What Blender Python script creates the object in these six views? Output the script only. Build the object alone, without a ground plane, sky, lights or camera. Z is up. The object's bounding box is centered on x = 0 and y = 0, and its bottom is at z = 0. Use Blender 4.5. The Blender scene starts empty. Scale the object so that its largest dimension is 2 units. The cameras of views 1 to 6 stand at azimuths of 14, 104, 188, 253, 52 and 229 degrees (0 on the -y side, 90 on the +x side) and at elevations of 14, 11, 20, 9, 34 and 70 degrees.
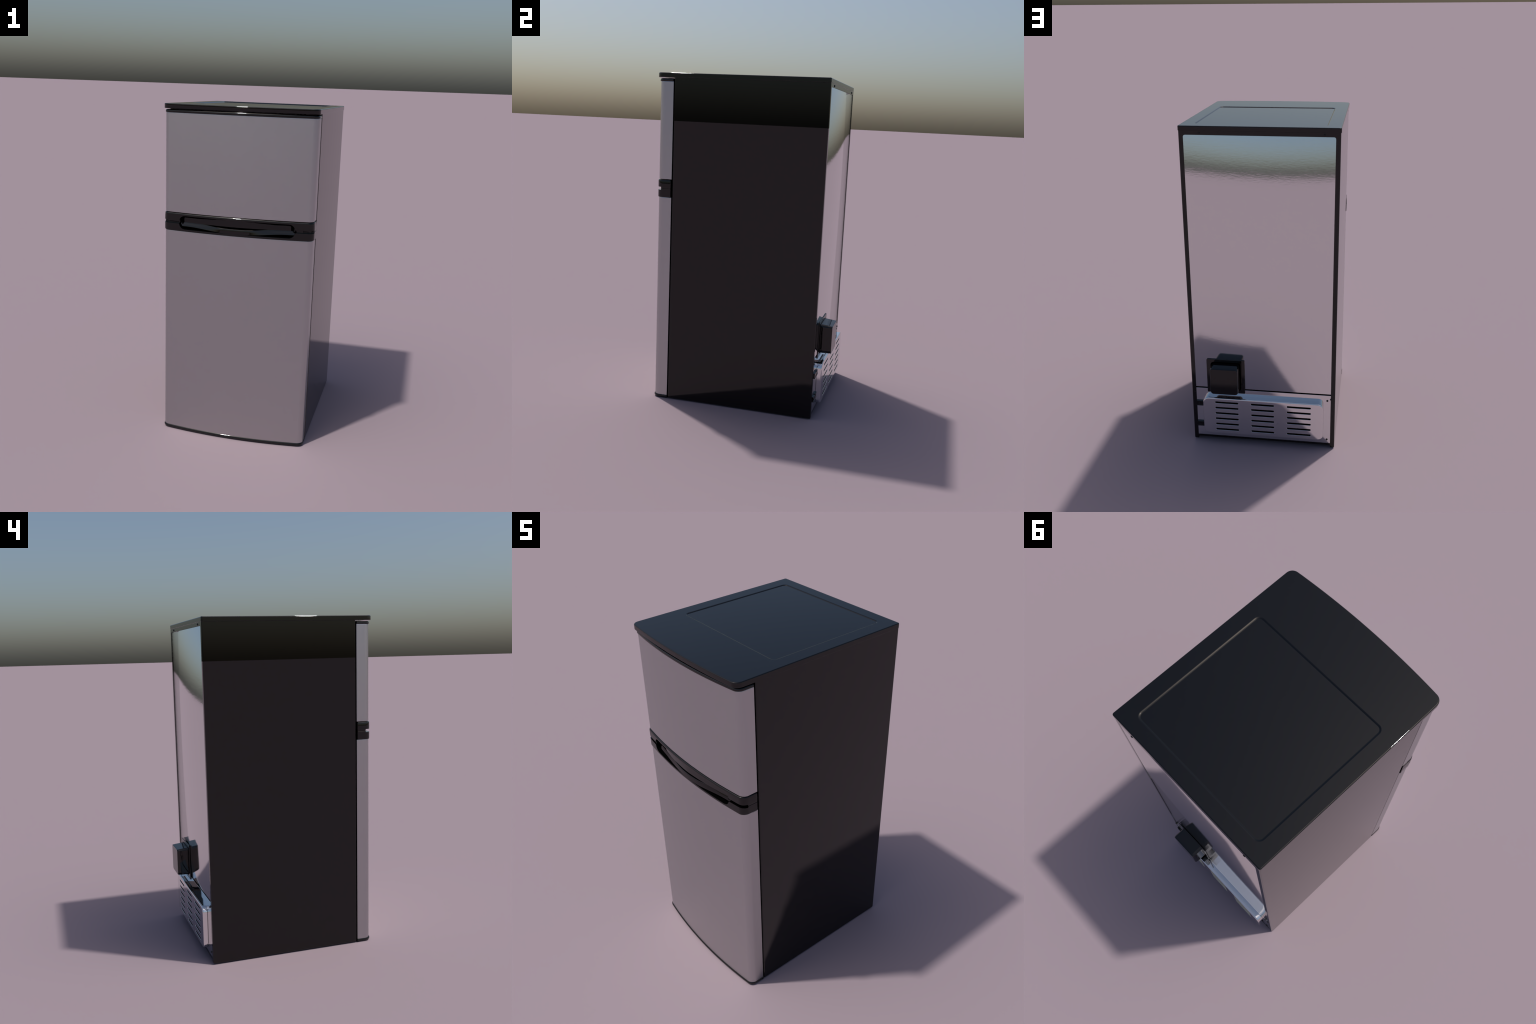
"""A tall two-door refrigerator: glossy black cabinet, brushed grey doors, mirror-metal back."""
import bpy, bmesh, math
from mathutils import Vector

# ---------------------------------------------------------------- helpers
def link(ob, parent=None):
    bpy.context.scene.collection.objects.link(ob)
    if parent is not None:
        ob.parent = parent
    return ob

def finish(bm, name, mat, parent, angle=35):
    bmesh.ops.remove_doubles(bm, verts=bm.verts, dist=1e-6)
    bmesh.ops.recalc_face_normals(bm, faces=bm.faces)
    me = bpy.data.meshes.new(name)
    bm.to_mesh(me)
    bm.free()
    me.materials.append(mat)
    me.shade_smooth()
    me.set_sharp_from_angle(angle=math.radians(angle))
    return link(bpy.data.objects.new(name, me), parent)

def weighted(ob):
    m = ob.modifiers.new("weighted", 'WEIGHTED_NORMAL')
    m.keep_sharp = True
    m.weight = 100
    return ob

# ---------------------------------------------------------------- materials
def principled(name):
    m = bpy.data.materials.new(name)
    m.use_nodes = True
    return m, m.node_tree, m.node_tree.nodes["Principled BSDF"]

def noise(nt, scale, stretch, detail=2.0):
    co = nt.nodes.new("ShaderNodeTexCoord")
    mp = nt.nodes.new("ShaderNodeMapping")
    mp.inputs["Scale"].default_value = stretch
    nz = nt.nodes.new("ShaderNodeTexNoise")
    nz.inputs["Scale"].default_value = scale
    nz.inputs["Detail"].default_value = detail
    nt.links.new(co.outputs["Object"], mp.inputs["Vector"])
    nt.links.new(mp.outputs["Vector"], nz.inputs["Vector"])
    return nz

def ranged(nt, src, lo, hi):
    r = nt.nodes.new("ShaderNodeMapRange")
    r.inputs["To Min"].default_value = lo
    r.inputs["To Max"].default_value = hi
    nt.links.new(src, r.inputs["Value"])
    return r.outputs["Result"]

def bump(nt, bsdf, src, strength, distance):
    b = nt.nodes.new("ShaderNodeBump")
    b.inputs["Strength"].default_value = strength
    b.inputs["Distance"].default_value = distance
    nt.links.new(src, b.inputs["Height"])
    nt.links.new(b.outputs["Normal"], bsdf.inputs["Normal"])

def black_gloss(name, rough=(0.02, 0.03)):
    m, nt, b = principled(name)
    b.inputs["Base Color"].default_value = (0.0012, 0.0011, 0.0011, 1)
    b.inputs["IOR"].default_value = 1.5
    n = noise(nt, 6, (1, 1, 1))
    nt.links.new(ranged(nt, n.outputs["Fac"], *rough), b.inputs["Roughness"])
    return m

def rubber(name):
    m, nt, b = principled(name)
    b.inputs["Base Color"].default_value = (0.0006, 0.0006, 0.0006, 1)
    b.inputs["Roughness"].default_value = 0.9
    b.inputs["Specular IOR Level"].default_value = 0.02
    n = noise(nt, 60, (1, 1, 1))
    bump(nt, b, n.outputs["Fac"], 0.1, 0.001)
    return m

def metal(name, colour, rough, stretch, scale, strength=0.0):
    m, nt, b = principled(name)
    b.inputs["Metallic"].default_value = 1.0
    b.inputs["Base Color"].default_value = (*colour, 1)
    n = noise(nt, scale, stretch, 3.0)
    nt.links.new(ranged(nt, n.outputs["Fac"], *rough), b.inputs["Roughness"])
    if strength:
        bump(nt, b, n.outputs["Fac"], strength, 0.002)
    return m

BLACK = black_gloss("black_enamel", (0.006, 0.012))
PLASTIC = black_gloss("black_plastic", (0.03, 0.05))
RUBBER = rubber("black_rubber")
DOOR = metal("grey_door_steel", (0.478, 0.476, 0.486), (0.31, 0.35), (3, 3, 1), 5)
MIRROR = metal("galvanised_back", (0.80, 0.80, 0.80), (0.07, 0.09), (1, 1, 3.2), 42, 0.045)
VENT = metal("polished_vent_steel", (0.80, 0.80, 0.80), (0.04, 0.06), (1, 1, 2.5), 30)

# ---------------------------------------------------------------- plan outlines
# A plan outline is a list of (x, y, nx, ny): points with outward normals, from
# the left rear, along the left side, across the curved front, to the right rear.
FRONT_RADIUS = 2.65           # bow of the doors; the lid is a little flatter
LID_RADIUS = 4.2

def front_y(x, y_mid, radius=FRONT_RADIUS):
    return y_mid + x * x / (2 * radius)

def plan(half, y_mid, y_back, corner, n_front=48, n_corner=10, side_rows=(), rear_corner=0.0, radius=FRONT_RADIUS):
    xc = half - corner                      # the corner arc starts here
    slope = xc / radius               # front tangent at the arc
    a_end = math.atan(slope)
    # centre of the corner circle: tangent to the side x = half and to the front arc
    cx = half - corner
    xt = cx + corner * math.sin(a_end)
    yt = front_y(xt, y_mid, radius)
    cy = yt + corner * math.cos(a_end)
    right = []
    for i in range(n_front // 2 + 1):
        x = xt * i / (n_front // 2)
        t = math.atan(x / radius)
        right.append((x, front_y(x, y_mid, radius), math.sin(t), -math.cos(t)))
    for i in range(1, n_corner + 1):
        t = a_end + (math.pi / 2 - a_end) * i / n_corner
        right.append((cx + corner * math.sin(t), cy - corner * math.cos(t), math.sin(t), -math.cos(t)))
    for y in side_rows:
        if cy + 1e-4 < y < y_back - rear_corner - 1e-4:
            right.append((half, y, 1.0, 0.0))
    if rear_corner:
        for i in range(7):
            t = math.pi / 2 * i / 6
            right.append((half - rear_corner + rear_corner * math.cos(t), y_back - rear_corner + rear_corner * math.sin(t), math.cos(t), math.sin(t)))
    else:
        right.append((half, y_back, 1.0, 0.0))
    left = [(-x, y, -nx, ny) for x, y, nx, ny in reversed(right[1:])]
    return left + right

def rounded_rect(w0, w1, h0, h1, r, n=6):
    """Outline in the (a, b) plane, counter-clockwise, with outward normals."""
    out = []
    rr = r if isinstance(r, (list, tuple)) else (r,) * 4
    for (ca, cb, q), rad in zip(((w1, h1, 0), (w0, h1, 1), (w0, h0, 2), (w1, h0, 3)), rr):
        sa, sb = (-1 if ca == w1 else 1), (-1 if cb == h1 else 1)
        for i in range(n + 1):
            t = math.pi / 2 * (q + i / n)
            out.append((ca + sa * rad + rad * math.cos(t), cb + sb * rad + rad * math.sin(t), math.cos(t), math.sin(t)))
    return out

def rings(bm, outline, levels, cap_first=True, cap_last=True, axis='z'):
    """Loft an outline through (inset, height) levels; both may be functions of the outline point."""
    rows = []
    for inset, h in levels:
        row = []
        for p in outline:
            d = inset(p) if callable(inset) else inset
            z = h(p) if callable(h) else h
            a, b = p[0] - p[2] * d, p[1] - p[3] * d
            row.append(bm.verts.new((a, b, z) if axis == 'z' else (a, z, b)))
        rows.append(row)
    n = len(outline)
    for r0, r1 in zip(rows, rows[1:]):
        for i in range(n):
            j = (i + 1) % n
            bm.faces.new((r0[i], r0[j], r1[j], r1[i]))
    if cap_first:
        bm.faces.new(rows[0])
    if cap_last:
        bm.faces.new(rows[-1])
    return rows

def fill_between(bm, loops):
    """Flat face between an outer loop and inner loops (holes)."""
    edges = []
    for loop in loops:
        for i, v in enumerate(loop):
            w = loop[(i + 1) % len(loop)]
            edges.append(bm.edges.get((v, w)) or bm.edges.new((v, w)))
    bmesh.ops.triangle_fill(bm, use_beauty=True, use_dissolve=False, edges=edges)

def smooth(t):
    t = max(0.0, min(1.0, t))
    return t * t * (3 - 2 * t)

def block(name, x0, x1, y0, y1, z0, z1, r, mat, parent, segments=3):
    bm = bmesh.new()
    bmesh.ops.create_cube(bm, size=1.0)
    for v in bm.verts:
        v.co = Vector(((x0 + x1) / 2 + v.co.x * (x1 - x0), (y0 + y1) / 2 + v.co.y * (y1 - y0), (z0 + z1) / 2 + v.co.z * (z1 - z0)))
    if r:
        bmesh.ops.bevel(bm, geom=bm.edges[:], offset=r, segments=segments, profile=0.5, affect='EDGES')
    return weighted(finish(bm, name, mat, parent, 60))

# ---------------------------------------------------------------- the thing
fridge = bpy.data.objects.new("refrigerator", None)
link(fridge)
fridge["label"] = "tall black refrigerator with two grey steel doors"
fridge["category"] = "refrigerator"

# ------------------------------------------------------------ cabinet
BW, BF, BB, BZ0, BZ1 = 0.4462, -0.4325, 0.4890, 0.0028, 1.9860
PX, PZ0, PZ1 = 0.4208, 0.0335, 1.9510           # rear opening
GAP0, GAP1 = 0.3718, 0.3812                     # dark gap between the two rear sheets

def make_cabinet():
    bm = bmesh.new()
    bmesh.ops.create_cube(bm, size=1.0)
    for v in bm.verts:
        v.co = Vector((v.co.x * 2 * BW, (BF + BB) / 2 + v.co.y * (BB - BF), (BZ0 + BZ1) / 2 + v.co.z * (BZ1 - BZ0)))
    bmesh.ops.bevel(bm, geom=bm.edges[:], offset=0.006, segments=4, profile=0.5, affect='EDGES')
    ob = finish(bm, "cabinet", BLACK, fridge, 60)
    cut = bmesh.new()
    rings(cut, rounded_rect(-PX, PX, PZ0, PZ1, (0.012, 0.012, 0.002, 0.002)), [(0, BB - 0.006), (0, BB + 0.05)], axis='y')
    rings(cut, rounded_rect(-PX, PX, GAP0 - 0.02, GAP1 + 0.02, 0.002), [(0, BB - 0.030), (0, BB - 0.004)], axis='y')
    rings(cut, rounded_rect(-PX, PX, -0.2, 0.0215, 0.004), [(0, 0.30), (0, BB + 0.05)], axis='y')
    cutter = finish(cut, "opening_cutter", BLACK, None)
    m = ob.modifiers.new("opening", 'BOOLEAN')
    m.operation, m.solver, m.object, m.use_self = 'DIFFERENCE', 'EXACT', cutter, True
    dg = bpy.context.evaluated_depsgraph_get()
    me = bpy.data.meshes.new_from_object(ob.evaluated_get(dg))
    ob.modifiers.clear()
    ob.data = me
    me.name = "cabinet"
    bpy.data.objects.remove(cutter)
    me.shade_smooth()
    me.set_sharp_from_angle(angle=math.radians(40))
    weighted(ob)
    return ob
cabinet = make_cabinet()

# ------------------------------------------------------------ lid (worktop)
def make_lid():
    bm = bmesh.new()
    o = plan(0.4495, -0.5632, 0.4900, 0.038, n_front=32, n_corner=8, rear_corner=0.010, radius=LID_RADIUS)
    rows = rings(bm, o, [(0.0020, 1.9726), (0.0008, 1.9730), (0.0002, 1.9738), (0.0, 1.9752), (0.0, 1.9952),
                         (0.0005, 1.9972), (0.0016, 1.9988), (0.0034, 1.9997), (0.0056, 2.0)], cap_last=False)
    # shallow sunken panel in the top
    r = rounded_rect(-0.3745, 0.3745, -0.2720, 0.4245, 0.030, 8)
    sunk = rings(bm, r, [(0.0, 2.0), (0.0012, 1.9999), (0.0040, 1.9990), (0.0068, 1.9979), (0.0076, 1.9969), (0.0083, 1.9965), (0.0096, 1.9963)], cap_first=False)
    fill_between(bm, [rows[-1], sunk[0]])
    return weighted(finish(bm, "lid", BLACK, fridge, 50))
make_lid()

# ------------------------------------------------------------ doors
DOOR_HALF, DOOR_MID, DOOR_BACK, DOOR_CORNER = 0.4445, -0.5608, -0.4385, 0.038

def door_panel(name, z0, z1):
    bm = bmesh.new()
    o = plan(DOOR_HALF, DOOR_MID, DOOR_BACK, DOOR_CORNER, rear_corner=0.002)
    rings(bm, o, [(0.003, z0), (0.0008, z0 + 0.0006), (0, z0 + 0.003), (0, z1 - 0.006), (0.0008, z1 - 0.002), (0.003, z1)])
    return weighted(finish(bm, name, DOOR, fridge, 50))

freezer_door = door_panel("freezer_door", 1.3795, 1.9520)
fridge_door = door_panel("fresh_food_door", 0.0165, 1.2725)

def gasket(name, z0, z1):
    bm = bmesh.new()
    rings(bm, rounded_rect(-0.4385, 0.4385, DOOR_BACK - 0.003, BF + 0.002, 0.002), [(0, z0), (0, z1)])
    return finish(bm, name, RUBBER, fridge)
gasket("door_gasket", 1.335, 1.962)
gasket("door_gasket", 0.010, 1.310)

# top cap of the upper door
def make_cap():
    bm = bmesh.new()
    o = plan(0.4462, -0.5652, -0.4400, 0.038, rear_corner=0.002)
    rings(bm, o, [(0.004, 1.9506), (0.0012, 1.9510), (0, 1.9525), (0, 1.9590), (0.0008, 1.9622), (0.0026, 1.9650), (0.0056, 1.9668), (0.011, 1.9676), (0.030, 1.9677)])
    return weighted(finish(bm, "top_cap", PLASTIC, freezer_door, 50))
make_cap()

# foot rail of the lower door
def make_foot():
    bm = bmesh.new()
    o = plan(0.4474, -0.5656, -0.4365, 0.039, rear_corner=0.002)
    rings(bm, o, [(0.010, 0.0), (0.0045, 0.0015), (0.0012, 0.0055), (0, 0.0095), (0, 0.0125), (0.0010, 0.0165), (0.0035, 0.0195), (0.0070, 0.0215)])
    return weighted(finish(bm, "bottom_rail", PLASTIC, fridge_door, 50))
make_foot()

# ------------------------------------------------------------ handle trims
H_HALF, H_MID, H_BACK, H_CORNER = 0.4485, -0.5658, -0.4425, 0.039
H_ROWS = [-0.520, -0.512, -0.508, -0.5040, -0.5035, -0.499, -0.4930, -0.4925, -0.485, -0.470, -0.460]
REC_X, REC_R, REC_TOP, REC_LOW = 0.3450, 0.036, 1.3622, 1.2826

def trim_plan():
    pts = plan(H_HALF, H_MID, H_BACK, H_CORNER, n_front=420, n_corner=12, side_rows=H_ROWS, rear_corner=0.003)
    return pts

def sidedness(p):                      # 0 on the front, 1 on the sides
    return smooth((abs(p[2]) - 0.25) / 0.7)

def slot_depth(p):                     # the finger slot runs round both front corners
    stop = -0.5038 if p[0] > 0 else -0.4928
    return 0.020 if p[1] < stop + 0.0003 and p[3] > -2 else 0.0

def scoop(p):                          # pocket depth: flush in the middle, deep towards the ends
    x = abs(p[0])
    return 0.0005 + 0.022 * (x / REC_X) ** 1.4 * smooth((REC_X - x) / 0.030)

def recess_half(p):                    # half height of the stadium-shaped pocket opening at this x, 0..1
    x = abs(p[0])
    if x >= REC_X:
        return None
    c = REC_X - REC_R
    return 0.0 if x <= c else REC_R - math.sqrt(max(0.0, REC_R ** 2 - (x - c) ** 2))

def upper_trim():
    bm = bmesh.new()
    S_TOP = 1.3320
    def top_z(p):                      # where the front skin stops and the pocket starts
        r = recess_half(p)
        return S_TOP if r is None else max(S_TOP, REC_TOP - r)
    def pocket(p):
        return slot_depth(p) if recess_half(p) is None else scoop(p)
    def at(frac, drop):                # sloping wall of the pocket: a bowl, not a step
        def inset(p):
            return slot_depth(p) if recess_half(p) is None else 0.0008 + (scoop(p) - 0.0005) * frac
        def z(p):
            return top_z(p) - 0.0006 if recess_half(p) is None else max(S_TOP - 0.0022, top_z(p) - 0.0006 - drop * min(scoop(p), 0.013))
        return inset, z
    def low(p):
        return slot_depth(p) if recess_half(p) is None else scoop(p) + 0.0012
    lv = [(0.030, 1.3775), (lambda p: 0.0060 + 0.001 * sidedness(p), 1.3770), (lambda p: 0.0028 + 0.0012 * sidedness(p), 1.3752),
          (lambda p: 0.0010 + 0.0012 * sidedness(p), 1.3728), (lambda p: 0.0002 + 0.0011 * sidedness(p), lambda p: 1.3700 - 0.004 * sidedness(p)),
          (lambda p: 0.0004 * sidedness(p), lambda p: 1.3665 - 0.012 * sidedness(p)),
          (0.0, lambda p: min(1.3645, max(top_z(p) + 0.0012, 1.3420 if recess_half(p) is None else 0))),
          (lambda p: min(0.0002, pocket(p)), lambda p: top_z(p) + 0.0003),
          (lambda p: min(0.0008, pocket(p)), top_z),
          at(0.33, 0.14), at(0.70, 0.42), at(0.92, 0.75), at(1.0, 1.05),
          (low, lambda p: 1.3290), (lambda p: low(p) + 0.0006, 1.3232), (lambda p: low(p) + 0.004, 1.3218), (0.040, 1.3217)]
    rings(bm, trim_plan(), lv)
    ob = weighted(finish(bm, "upper_handle_trim", PLASTIC, freezer_door, 42))
    ob.data.materials.append(RUBBER)           # sloping pocket wall painted matte black to draw its dark reflected contour
    for f in ob.data.polygons:
        c = f.center
        if abs(c.x) < REC_X and 1.3205 < c.z < REC_TOP + 0.0005 and (abs(f.normal.x) > 0.40 or front_y(c.x, H_MID) + 0.0012 < c.y < front_y(c.x, H_MID) + scoop(c) - 0.0006):
            f.material_index = 1
    return ob
upper_trim()

def lower_trim():
    bm = bmesh.new()
    S_LOW, S_TOP = 1.3145, 1.3212
    DEEP = 0.034
    def lip_z(p):
        r = recess_half(p)
        return S_LOW if r is None else min(S_LOW, REC_LOW + r)
    def depth(p):
        return slot_depth(p) if recess_half(p) is None else DEEP
    lv = [(0.030, 1.2690), (lambda p: 0.0050 + 0.003 * sidedness(p), 1.2692), (lambda p: 0.0020 + 0.003 * sidedness(p), 1.2703),
          (lambda p: 0.0005 + 0.002 * sidedness(p), 1.2722), (lambda p: 0.0008 * sidedness(p), 1.2745),
          (0.0, lambda p: min(lip_z(p) - 0.0016, 1.2790)), (0.0, lambda p: lip_z(p) - 0.0012), (lambda p: min(0.0004, depth(p)), lambda p: lip_z(p) - 0.0003),
          (lambda p: min(0.0016, depth(p)), lip_z), (depth, lambda p: lip_z(p) + 0.0002),
          (lambda p: depth(p), lambda p: max(lip_z(p) + 0.0004, S_TOP - 0.0006)), (lambda p: depth(p) + 0.0006, S_TOP), (0.042, S_TOP + 0.0001)]
    rings(bm, trim_plan(), lv)
    ob = weighted(finish(bm, "lower_handle_trim", PLASTIC, fridge_door, 42))
    ob.data.materials.append(RUBBER)           # pocket interior blackened for the deep shade under the grip
    for f in ob.data.polygons:
        c = f.center
        if c.y > front_y(c.x, H_MID) + 0.004 and abs(c.x) < REC_X + 0.004 and f.normal.y < 0.9:
            f.material_index = 1
    return ob
lower_trim()

# the grip: a blade that lies back at its ends and swells to the front in the middle
def make_grip():
    bm = bmesh.new()
    N = 72
    L = REC_X - 0.006
    rows = []
    for i in range(N + 1):
        x = -L + 2 * L * i / N
        u = abs(x) / L
        back = smooth(u / 0.95) if u < 0.95 else 1.0
        y_f = front_y(x, H_MID) + 0.0004 + 0.016 * back       # front of the lower edge
        knee = 1.3090 + 0.0085 * smooth(u)                       # the blade is creased lengthwise here
        top = knee + 0.0012 + 0.0115 * smooth((u - 0.22) / 0.55)
        low = 1.2815 + 0.0165 * smooth((u - 0.12) / 0.75)
        lean = 0.002 + 0.0048 * smooth((u - 0.10) / 0.6)          # how far the crease lies behind the lower edge
        th = 0.0065
        mid = (knee + low) / 2 + 0.002
        up = lean + 0.0004 + 0.10 * (top - knee)
        prof = [(0.0015, low), (0.0, low + 0.0012), (0.0002, low + 0.003), (lean * 0.55, mid), (lean * 0.95, knee - 0.0012), (lean + 0.0003, knee), (up, top - 0.0010), (up + 0.0010, top),
                (up + th, top - 0.0005), (lean + th + 0.001, knee - 0.002), (lean * 0.55 + th, mid), (th + 0.002, low + 0.002), (th, low)]
        rows.append([bm.verts.new((x, y_f + a, b)) for a, b in prof])
    k = len(rows[0])
    for r0, r1 in zip(rows, rows[1:]):
        for j in range(k):
            bm.faces.new((r0[j], r0[(j + 1) % k], r1[(j + 1) % k], r1[j]))
    bm.faces.new(rows[0]); bm.faces.new(rows[-1])
    return finish(bm, "grip", PLASTIC, fridge_door, 24)
make_grip()

# hinge lugs inside the right-hand part of the slot
def lug(x0, x1, inset):
    y = front_y((x0 + x1) / 2, H_MID) + inset
    return block("hinge_lug", x0, x1, y, y + 0.03, 1.3125, 1.3330, 0.0012, PLASTIC, fridge_door)
lug(0.3495, 0.3880, 0.0145)
lug(0.4150, 0.4330, 0.0215)

# ------------------------------------------------------------ rear sheets
def rear_sheet(name, z0, z1, radii, y0, y1, bend_x, bend_z, mat):
    """Thin sheet-metal plate; it is flat, with shading normals fanned out to bend the mirrored horizon."""
    bm = bmesh.new()
    o = rounded_rect(-PX + 0.0006, PX - 0.0006, z0, z1, radii, 6)
    rings(bm, o, [(0.0, y0), (0.0, y1 - 0.0006), (0.0006, y1)], axis='y')
    ob = finish(bm, name, mat, fridge, 30)
    me = ob.data
    zc = (z0 + z1) / 2
    if bend_x or bend_z:
        normals = [None] * len(me.loops)
        cn = me.corner_normals
        for f in me.polygons:
            flat = f.normal.y > 0.9
            for li in f.loop_indices:
                co = me.vertices[me.loops[li].vertex_index].co
                n = Vector((bend_x * co.x, 1.0, bend_z * (co.z - zc))) if flat else Vector(cn[li].vector)
                normals[li] = n.normalized()
        me.normals_split_custom_set(normals)
    return ob

rear_sheet("back_panel", GAP1, PZ1 - 0.0005, (0.0115, 0.0115, 0.001, 0.001), BB - 0.006, BB - 0.0006, 0.42, 0.213, MIRROR)
rear_sheet("lower_back_panel", PZ0 + 0.0006, GAP0, 0.001, BB - 0.006, BB - 0.0006, 0.0, 0.15, VENT)
SHEET = BB - 0.0006

# ------------------------------------------------------------ vent cover with slots
def vent_cover():
    bm = bmesh.new()
    yf = 0.5280
    o = rounded_rect(-0.3775, 0.3715, 0.0735, 0.3290, 0.037, 8)
    rows = rings(bm, o, [(0.0, SHEET - 0.0005), (0.0, yf - 0.0075), (0.0007, yf - 0.0042), (0.0024, yf - 0.0018), (0.0050, yf - 0.0004), (0.0080, yf)],
                 cap_first=False, cap_last=False, axis='y')
    loops = [rows[-1]]
    inner = []
    for x0, x1 in ((0.1475, 0.2945), (-0.0750, 0.0700), (-0.3025, -0.1530)):
        for k in range(6):
            zc = 0.2985 - k * 0.03825
            s = rounded_rect(x0, x1, zc - 0.0067, zc + 0.0067, 0.0064, 5)
            hole = rings(bm, s, [(0.0, yf), (0.0008, yf - 0.0008), (0.0010, yf - 0.0035)], cap_first=False, cap_last=False, axis='y')
            loops.append(hole[0])
    fill_between(bm, loops)
    ob = finish(bm, "vent_cover", VENT, fridge, 40)
    return weighted(ob)
vent = vent_cover()
block("vent_shadow_block", -0.365, 0.359, SHEET - 0.001, 0.5225, 0.086, 0.316, 0.0, RUBBER, vent)  # matte black solid modelled as the darkness seen through the slots

# ------------------------------------------------------------ drain tray box
def make_tray():
    bm = bmesh.new()
    yf = 0.5660
    o = rounded_rect(0.1385, 0.3130, 0.3760, 0.5580, (0.018, 0.018, 0.022, 0.022), 7)
    def inset(side, top):                                     # rounded front edge, drooping more along the top
        return lambda p: 0.0058 * side + (0.0104 * top - 0.0058 * side) * max(0.0, p[3])
    rings(bm, o, [(inset(*f), y) for f, y in (((0.0, 0.0), SHEET - 0.001), ((0.0, 0.32), 0.5150), ((0.01, 0.54), 0.5350), ((0.06, 0.68), 0.5480), ((0.20, 0.78), 0.5560), ((0.44, 0.86), 0.5610), ((0.74, 0.93), 0.5645), ((1.0, 1.0), yf))], axis='y')
    return weighted(finish(bm, "drain_tray", PLASTIC, fridge, 50))
tray = make_tray()

def make_flange():
    bm = bmesh.new()
    y0, y1 = SHEET + 0.0005, 0.4935
    rows = rings(bm, rounded_rect(0.1098, 0.3462, 0.3505, 0.5785, 0.006, 4), [(0.0006, y0), (0, y0 + 0.0006), (0, y1 - 0.001), (0.0003, y1 - 0.0003), (0.001, y1)], cap_first=False, cap_last=False, axis='y')
    hole = rings(bm, rounded_rect(0.1345, 0.3205, 0.3690, 0.5605, 0.020, 6), [(-0.001, y1), (0.0, y1 - 0.001), (0.0, y0)], cap_first=False, cap_last=False, axis='y')
    fill_between(bm, [rows[-1], hole[0]])
    fill_between(bm, [rows[0], hole[-1]])
    return weighted(finish(bm, "mounting_flange", PLASTIC, tray, 40))
make_flange()
block("tray_gap_shadow_plate", 0.1325, 0.3215, SHEET + 0.0002, SHEET + 0.0009, 0.3685, 0.5620, 0.0, RUBBER, tray)  # thin black slab drawing the shadow in the gap round the box

# ------------------------------------------------------------ screws and clips
def screw_mesh(r, h):
    bm = bmesh.new()
    o = rounded_rect(-r, r, -r, r, r * 0.999, 5)
    rings(bm, o, [(0, -0.002), (0, h * 0.55), (r * 0.10, h * 0.85), (r * 0.30, h), (r * 0.45, h), (r * 0.55, h * 0.55)], cap_first=False, axis='y')
    ob = finish(bm, "screw", PLASTIC, fridge, 40)
    return ob
first = screw_mesh(0.0062, 0.0035)
spots = [(-0.3990, SHEET, 0.3363), (-0.3990, SHEET, 0.0600), (-0.4208, BB, 0.3470), (0.4290, BB, 0.3435),
         (0.3300, BB, 1.9612), (-0.3585, BB, 1.9610)]
small = [(0.2595, 0.4935, 0.5740), (0.1195, 0.4935, 0.4185), (0.3415, 0.4935, 0.4200)]
for i, s in enumerate(spots + small):
    ob = first if i == 0 else link(first.copy(), fridge)
    ob.name = "screw"
    ob.location = s
    if i >= len(spots):
        ob.parent = tray
        ob.scale = (0.7, 0.35, 0.7)

def clip(z):
    bm = bmesh.new()
    z0, z1 = z - 0.0165, z + 0.0165
    o = rounded_rect(0.3790, 0.4215, SHEET - 0.001, 0.4965, 0.0015, 3)
    rings(bm, o, [(0.001, z0), (-0.002, z0 + 0.0008), (-0.002, z0 + 0.0035), (0.0, z0 + 0.0050), (0.0, z1 - 0.0070), (-0.0020, z1 - 0.0050), (-0.0020, z1 - 0.0010), (-0.0015, z1)])
    ob = weighted(finish(bm, "cable_clip", PLASTIC, fridge, 40))
    s = link(first.copy(), ob)
    s.name = "screw"
    s.location = (0.4045, 0.4965, z - 0.002)
    s.scale = (0.8, 0.4, 0.8)
    return ob
clip(0.2655)
clip(0.1175)
